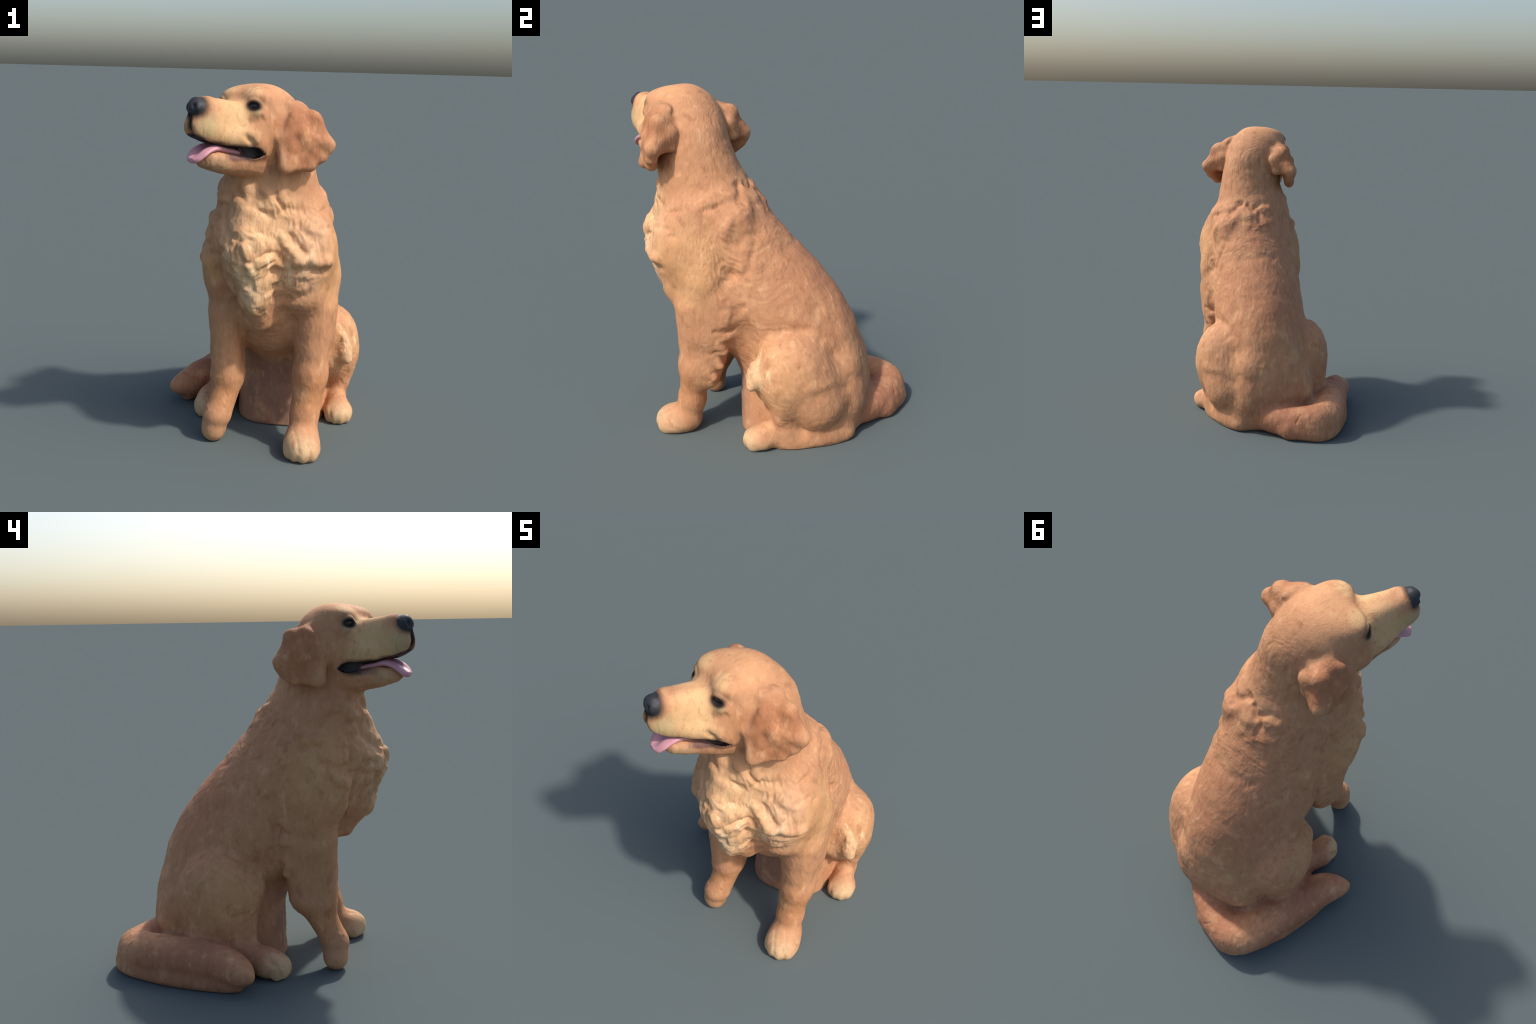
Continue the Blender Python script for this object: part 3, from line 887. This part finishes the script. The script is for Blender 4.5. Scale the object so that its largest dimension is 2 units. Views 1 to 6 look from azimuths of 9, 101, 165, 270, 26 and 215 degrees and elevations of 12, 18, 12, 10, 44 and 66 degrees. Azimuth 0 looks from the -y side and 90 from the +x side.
class Graph:
    """Small helpers for shader trees."""
    def __init__(self, nt):
        self.nt = nt
        self.P = self.node("ShaderNodeTexCoord").outputs["Object"]

    def node(self, kind, **props):
        n = self.nt.nodes.new(kind)
        for k, v in props.items():
            setattr(n, k, v)
        return n

    def put(self, sock, v):
        if hasattr(v, "is_output"):
            self.nt.links.new(v, sock)
        else:
            sock.default_value = v

    def math(self, op, a, b=0.0, clamp=False):
        n = self.node("ShaderNodeMath", operation=op, use_clamp=clamp)
        self.put(n.inputs[0], a)
        self.put(n.inputs[1], b)
        return n.outputs[0]

    def vec(self, op, a, b=(0, 0, 0)):
        n = self.node("ShaderNodeVectorMath", operation=op)
        self.put(n.inputs[0], a)
        self.put(n.inputs[1], b)
        return n.outputs["Value"] if op in ("LENGTH", "DOT_PRODUCT", "DISTANCE") else n.outputs[0]

    def ramp(self, x, a, b, lo=0.0, hi=1.0):
        n = self.node("ShaderNodeMapRange", interpolation_type="SMOOTHSTEP")
        for i, v in enumerate((x, a, b, lo, hi)):
            self.put(n.inputs[i], v)
        return n.outputs[0]

    def noise(self, scale, detail=3.0, rough=0.55, at=None, stretch=(1, 1, 1), off=0.0):
        m = self.node("ShaderNodeMapping")
        self.put(m.inputs["Vector"], at or self.P)
        m.inputs["Scale"].default_value = stretch
        m.inputs["Location"].default_value = (off, off * 0.7, off * 1.3)
        n = self.node("ShaderNodeTexNoise")
        self.put(n.inputs["Vector"], m.outputs[0])
        n.inputs["Scale"].default_value, n.inputs["Detail"].default_value, n.inputs["Roughness"].default_value = scale, detail, rough
        return n.outputs["Fac"]

    def blob(self, c, r, soft=0.6, at=None):
        """1 inside an ellipsoid, fading out over its outer part."""
        q = self.vec("MULTIPLY", self.vec("SUBTRACT", at or self.Q, tuple(c)), tuple(1.0 / v for v in r))
        return self.ramp(self.vec("LENGTH", q), 1.0 - soft, 1.0, 1.0, 0.0)

    def mix(self, a, b, f, mode="MIX"):
        n = self.node("ShaderNodeMix", data_type="RGBA", blend_type=mode)
        self.put(n.inputs["Factor"], f)
        self.put(n.inputs["A"], a)
        self.put(n.inputs["B"], b)
        return n.outputs["Result"]


def fur_material():
    m, nt, b = shader("golden_coat")
    g = Graph(nt)
    wob = g.node("ShaderNodeTexNoise")
    nt.links.new(g.P, wob.inputs["Vector"])
    wob.inputs["Scale"].default_value = 9.0
    wob.inputs["Detail"].default_value = 3.0
    shift = g.vec("MULTIPLY", g.vec("SUBTRACT", wob.outputs["Color"], (0.5, 0.5, 0.5)), (0.07, 0.07, 0.07))
    g.Q = g.vec("ADD", g.P, shift)                     # wandering position, for soft patches
    d = g.vec("SUBTRACT", g.P, tuple(HEAD.o))
    comb = g.node("ShaderNodeCombineXYZ")
    for i in range(3):
        g.put(comb.inputs[i], g.vec("DOT_PRODUCT", d, tuple(HEAD.A[i])))
    Hd = comb.outputs[0]                               # head coordinates
    Hw = g.vec("ADD", Hd, g.vec("MULTIPLY", shift, (0.35, 0.35, 0.35)))
    def mirrored(v):
        p, c = g.node("ShaderNodeSeparateXYZ"), g.node("ShaderNodeCombineXYZ")
        nt.links.new(v, p.inputs[0])
        for i in range(3):
            g.put(c.inputs[i], g.math("ABSOLUTE", p.outputs[i]) if i == 1 else p.outputs[i])
        return c.outputs[0]
    Hm, Hs = mirrored(Hw), mirrored(Hd)                # both sides at once; the second stays put

    col = g.mix(lin(*COAT), lin(*COAT), 0.0)

    def patch(colour, mask, amount=1.0):
        nonlocal col
        col = g.mix(col, lin(*colour), g.math("MULTIPLY", mask, amount))

    for colour, amount, soft, spots in COAT_PATCHES:
        for c, r in spots:
            patch(colour, g.blob(c, r, soft), amount)
    for colour, amount, soft, spots in HEAD_PATCHES:
        for c, r in spots:
            patch(colour, g.blob(c, r, soft, Hm), amount)

    # blotches and the streaks of the hair
    blotch = g.noise(7.0, 4.0, 0.6, off=3.0)
    col = g.mix(col, lin(230, 180, 134), g.ramp(blotch, 0.52, 0.75, 0.0, 0.40))
    red = g.noise(5.0, 4.0, 0.6, off=11.0)
    col = g.mix(col, lin(176, 112, 74), g.ramp(red, 0.55, 0.80, 0.0, 0.40))
    pale = g.noise(14.0, 3.0, 0.55, stretch=(1.6, 1.2, 0.7), off=21.0)
    col = g.mix(col, lin(232, 186, 144), g.ramp(pale, 0.56, 0.76, 0.0, 0.40))
    col = g.mix(col, lin(150, 100, 72), g.ramp(pale, 0.44, 0.26, 0.0, 0.42))
    streak = g.noise(1.0, 4.0, 0.65, at=g.Q, stretch=(44, 34, 13), off=1.0)
    col = g.mix(col, lin(140, 92, 64), g.ramp(streak, 0.50, 0.75, 0.0, 0.30))
    col = g.mix(col, lin(236, 194, 150), g.ramp(streak, 0.48, 0.25, 0.0, 0.20))

    # cream locks on the ruff and the front of the thighs
    fringe = g.math("MAXIMUM", g.blob((0.14, -0.64, 1.10), (0.38, 0.30, 0.40), 0.6), g.blob((0.50, 0.04, 0.47), (0.16, 0.20, 0.20), 0.6))
    locks = g.noise(1.0, 3.0, 0.6, at=g.Q, stretch=(26, 20, 8), off=31.0)
    col = g.mix(col, lin(246, 214, 176), g.math("MULTIPLY", fringe, g.ramp(locks, 0.52, 0.70, 0.0, 0.65)))
    col = g.mix(col, lin(168, 118, 84), g.math("MULTIPLY", fringe, g.ramp(locks, 0.46, 0.30, 0.0, 0.50)))

    # dark skin: eye rims, round the nose, lips
    dark = lin(26, 25, 29)
    for c, r, soft, amount in DARK_SKIN:
        q = g.vec("MULTIPLY", g.vec("SUBTRACT", Hs, tuple(c)), tuple(1.0 / v for v in r))
        col = g.mix(col, dark, g.ramp(g.vec("LENGTH", q), 1.0 - soft, 1.0, amount, 0.0))
    col = g.mix(col, (0.94, 0.92, 0.88, 1), 1.0, "MULTIPLY")  # whole coat tinted darker, towards the reference's baked-in shading
    nt.links.new(col, b.inputs["Base Color"])
    b.inputs["Roughness"].default_value = 0.72
    b.inputs["Specular IOR Level"].default_value = 0.22
    bump = g.node("ShaderNodeBump")
    bump.inputs["Strength"].default_value = 0.5
    bump.inputs["Distance"].default_value = 0.004
    fine = g.noise(1.0, 3.0, 0.6, at=g.Q, stretch=(150, 110, 34))
    g.put(bump.inputs["Height"], g.math("ADD", fine, g.math("MULTIPLY", streak, 0.8)))
    nt.links.new(bump.outputs[0], b.inputs["Normal"])
    return m


COAT = (193, 141, 105)
# colour, amount, softness, [(centre, radii) ...]
COAT_PATCHES = [
    ((186, 128, 95), 0.7, 0.6, [((0.12, 0.25, 0.85), (0.40, 0.50, 0.50)), ((0.12, -0.05, 1.25), (0.30, 0.25, 0.30))]),      # back
    ((168, 112, 86), 0.8, 0.5, [((0.10, 0.70, 0.10), (0.45, 0.22, 0.25)), ((-0.40, 0.35, 0.10), (0.25, 0.50, 0.22))]),      # tail
    ((219, 178, 135), 0.8, 0.75, [((0.12, -0.62, 1.20), (0.42, 0.32, 0.44)), ((0.05, -0.68, 0.95), (0.16, 0.20, 0.30))]),   # chest
    ((224, 178, 142), 0.6, 0.6, [((0.33, -0.52, 1.18), (0.16, 0.16, 0.22)), ((0.30, -0.52, 1.00), (0.18, 0.16, 0.12))]),
    ((212, 186, 152), 0.6, 0.6, [((0.04, -0.72, 0.95), (0.10, 0.12, 0.20))]),
    ((208, 160, 112), 0.55, 0.6, [((0.42, -0.35, 1.05), (0.16, 0.28, 0.34)), ((-0.24, -0.35, 1.10), (0.16, 0.28, 0.34))]),   # shoulders
    ((206, 156, 112), 0.6, 0.6, [((0.50, 0.12, 0.45), (0.20, 0.30, 0.26)), ((-0.32, 0.12, 0.48), (0.2, 0.30, 0.26))]),       # thighs
    ((222, 186, 146), 0.7, 0.6, [((0.53, -0.02, 0.45), (0.10, 0.12, 0.16))]),
    ((214, 182, 142), 0.95, 0.6, [((0.32, -0.58, 0.03), (0.17, 0.20, 0.15)), ((0.50, -0.03, 0.03), (0.14, 0.14, 0.13)), ((-0.31, -0.09, 0.04), (0.14, 0.14, 0.13))]),  # paws
    ((204, 158, 118), 0.6, 0.6, [((-0.19, -0.42, 0.05), (0.12, 0.12, 0.16))]),
    ((188, 130, 86), 0.6, 0.6, [((0.34, -0.40, 0.32), (0.16, 0.20, 0.24)), ((-0.15, -0.36, 0.28), (0.14, 0.18, 0.16))]),     # forelegs
    ((152, 118, 104), 0.8, 0.5, [((0.12, -0.12, 0.20), (0.26, 0.14, 0.40))]),                                              # belly skin
]
# in head coordinates: to the nose, sideways (both sides), height
HEAD_PATCHES = [
    ((218, 162, 118), 0.8, 0.6, [((0.08, 0.0, 1.95), (0.24, 0.22, 0.16))]),                                                # crown
    ((230, 188, 138), 0.7, 0.6, [((0.17, 0.09, 1.96), (0.08, 0.07, 0.06)), ((0.28, 0.06, 1.86), (0.16, 0.13, 0.13))]),      # brows, bridge
    ((172, 114, 80), 0.85, 0.45, [((-0.02, 0.27, 1.74), (0.17, 0.13, 0.23))]),                                             # ears
    ((216, 178, 130), 0.7, 0.6, [((0.36, 0.08, 1.79), (0.20, 0.10, 0.11)), ((0.28, 0.12, 1.74), (0.14, 0.10, 0.08))]),      # muzzle
    ((172, 162, 122), 0.55, 0.7, [((0.45, 0.05, 1.79), (0.11, 0.07, 0.09)), ((0.22, 0.15, 1.88), (0.05, 0.04, 0.07))]),      # greyish front of the lips, by the eye
    ((196, 162, 126), 0.7, 0.6, [((0.38, 0.05, 1.61), (0.10, 0.08, 0.06))]),                                               # chin
    ((190, 136, 96), 0.6, 0.6, [((0.16, 0.17, 1.76), (0.08, 0.08, 0.12))]),                                                # cheek
    ((112, 82, 80), 0.9, 0.5, [((0.29, 0.105, 1.648), (0.10, 0.06, 0.036))]),                                              # inside of the lower lip
]
DARK_SKIN = [
    ((0.206, 0.124, 1.892), (0.050, 0.052, 0.038), 0.45, 0.97),
    ((0.208, 0.128, 1.905), (0.080, 0.085, 0.070), 0.80, 0.35),
    ((0.478, -0.002, 1.884), (0.092, 0.088, 0.084), 0.46, 0.98),
    ((0.512, 0.0, 1.80), (0.050, 0.030, 0.095), 0.7, 0.96),
    ((0.480, 0.0, 1.735), (0.060, 0.065, 0.038), 0.6, 0.95),
    ((0.42, 0.075, 1.706), (0.11, 0.055, 0.028), 0.8, 0.92),
    ((0.32, 0.110, 1.690), (0.12, 0.070, 0.027), 0.8, 0.92),
    ((0.31, 0.065, 1.680), (0.10, 0.035, 0.020), 0.5, 0.95),
    ((0.240, 0.150, 1.662), (0.090, 0.075, 0.060), 0.65, 0.97),
]


# ------------------------------------------------------------------ building
def add_mesh(name, verts, faces, material, parent, normals=None):
    me = bpy.data.meshes.new(name)
    me.from_pydata([], [], [])
    me.vertices.add(len(verts))
    me.vertices.foreach_set("co", np.ascontiguousarray(verts, np.float32).ravel())
    k = faces.shape[1]
    me.loops.add(faces.size)
    me.loops.foreach_set("vertex_index", np.ascontiguousarray(faces, np.int32).ravel())
    me.polygons.add(len(faces))
    me.polygons.foreach_set("loop_start", np.arange(len(faces), dtype=np.int32) * k)
    me.update(calc_edges=True)
    me.polygons.foreach_set("use_smooth", np.ones(len(faces), bool))
    if normals is not None:
        me.normals_split_custom_set_from_vertices(np.asarray(normals, float).tolist())
    me.materials.append(material)
    o = bpy.data.objects.new(name, me)
    bpy.context.scene.collection.objects.link(o)
    o.parent = parent
    return o


def split_body(root, parts, X, N, Q, lab, mats):
    names = [p.name for p in parts]
    vote = lab[Q]
    vote = np.where((vote == 0) & (X[Q][..., 2] > 1.36 - 0.12 * X[Q][..., 1] - 0.05), -3, vote)
    fl = vote[:, 0].copy()
    for c in (1, 2):                                   # majority of the corners
        same = (vote == vote[:, c:c + 1]).sum(1)
        fl = np.where(same >= 3, vote[:, c], fl)
    for n in np.unique(fl):
        f = Q[fl == n]
        used = np.unique(f)
        remap = np.full(len(X), -1, np.int32)
        remap[used] = np.arange(len(used))
        nm = {-2: "mouth", -3: "neck"}.get(n) or names[n]
        add_mesh(nm, X[used], remap[f], mats.get(nm, mats["coat"]), root, N[used])


def build():
    root = bpy.data.objects.new("golden_dog", None)
    bpy.context.scene.collection.objects.link(root)
    root["label"] = "sitting golden long-haired dog, head turned, tongue out"
    root["category"] = "dog"

    parts, carve = make_parts()
    lo, hi = np.array([-0.66, -0.90, -0.03]), np.array([0.66, 0.90, 2.06])
    D, axes = body_grid(parts, carve, lo, hi, CELL)
    X, Q = surface_nets(D, lo, CELL)
    del D
    base = lambda P: body_at(parts, carve, P)
    lab = body_at(parts, carve, X, labels=True)[1]
    X, N = settle(base, X)
    h = relief(X)
    h = np.where(X[:, 2] < 0.012, np.minimum(h, 0), h) * ramp(X[:, 2], -0.001, 0.02)
    X = X + N * h[:, None]
    X[:, 2] = np.maximum(X[:, 2], 0)
    N = smooth_normals(X, Q)

    mats = {"coat": fur_material(), "nose": plain("nose_leather", (0.020, 0.021, 0.026), 0.6), "mouth": plain("mouth_lining", (0.022, 0.013, 0.014), 0.6),  # nose colour lightened and cooled: light on its top painted in
            "tongue": plain("tongue_skin", (0.58, 0.27, 0.31), 0.45), "eye": plain("eye_surface", (0.014, 0.011, 0.010), 0.22)}
    split_body(root, parts, X, N, Q, lab, mats)
    extras(root, mats)


def solo(name, part, material, root, cell=0.004):
    part.bias = 0
    lo, hi = part.bounds()
    lo, hi = lo - 0.01, hi + 0.01
    D, _ = body_grid([part], [], lo, hi, cell)
    X, Q = surface_nets(D, lo, cell)
    X, N = settle(lambda P: part_at(part, P), X)
    return add_mesh(name, X, Q, material, root, N)


def extras(root, mats):
    H, Z = HEAD, MUZZLE
    for s in (1, -1):
        e = Part("eye", 0)
        e.add(ellipsoid((0.189, s * 0.113, 1.891), (0.022, 0.032, 0.024), H, yaw=s * 34), 0)
        solo("eye", e, mats["eye"], root, 0.003)
    t = Part("tongue", 0)
    t.add(loft(0, [
        (0.14, -0.09, 0.09, 1.630, 1.672, 2.4, 0, 0),
        (0.22, -0.085, 0.085, 1.630, 1.676, 2.4, 0, 0),
        (0.32, -0.074, 0.074, 1.652, 1.694, 2.4, 0, 0),
        (0.39, -0.074, 0.074, 1.664, 1.706, 2.4, 0, 0),
        (0.43, -0.072, 0.072, 1.654, 1.694, 2.4, 0, 0),
        (0.47, -0.064, 0.064, 1.628, 1.670, 2.4, 0, 0),
        (0.490, -0.047, 0.047, 1.612, 1.652, 2.2, 0, 0),
        (0.504, -0.018, 0.018, 1.618, 1.640, 2.0, 0, 0),
    ], Z), 0)
    t.cut(chain([(0.30, 0, 1.712), (0.39, 0, 1.724), (0.44, 0, 1.713), (0.50, 0, 1.676)], [0.020, 0.028, 0.028, 0.026], Z), 0.02)
    solo("tongue", t, mats["tongue"], root)


build()
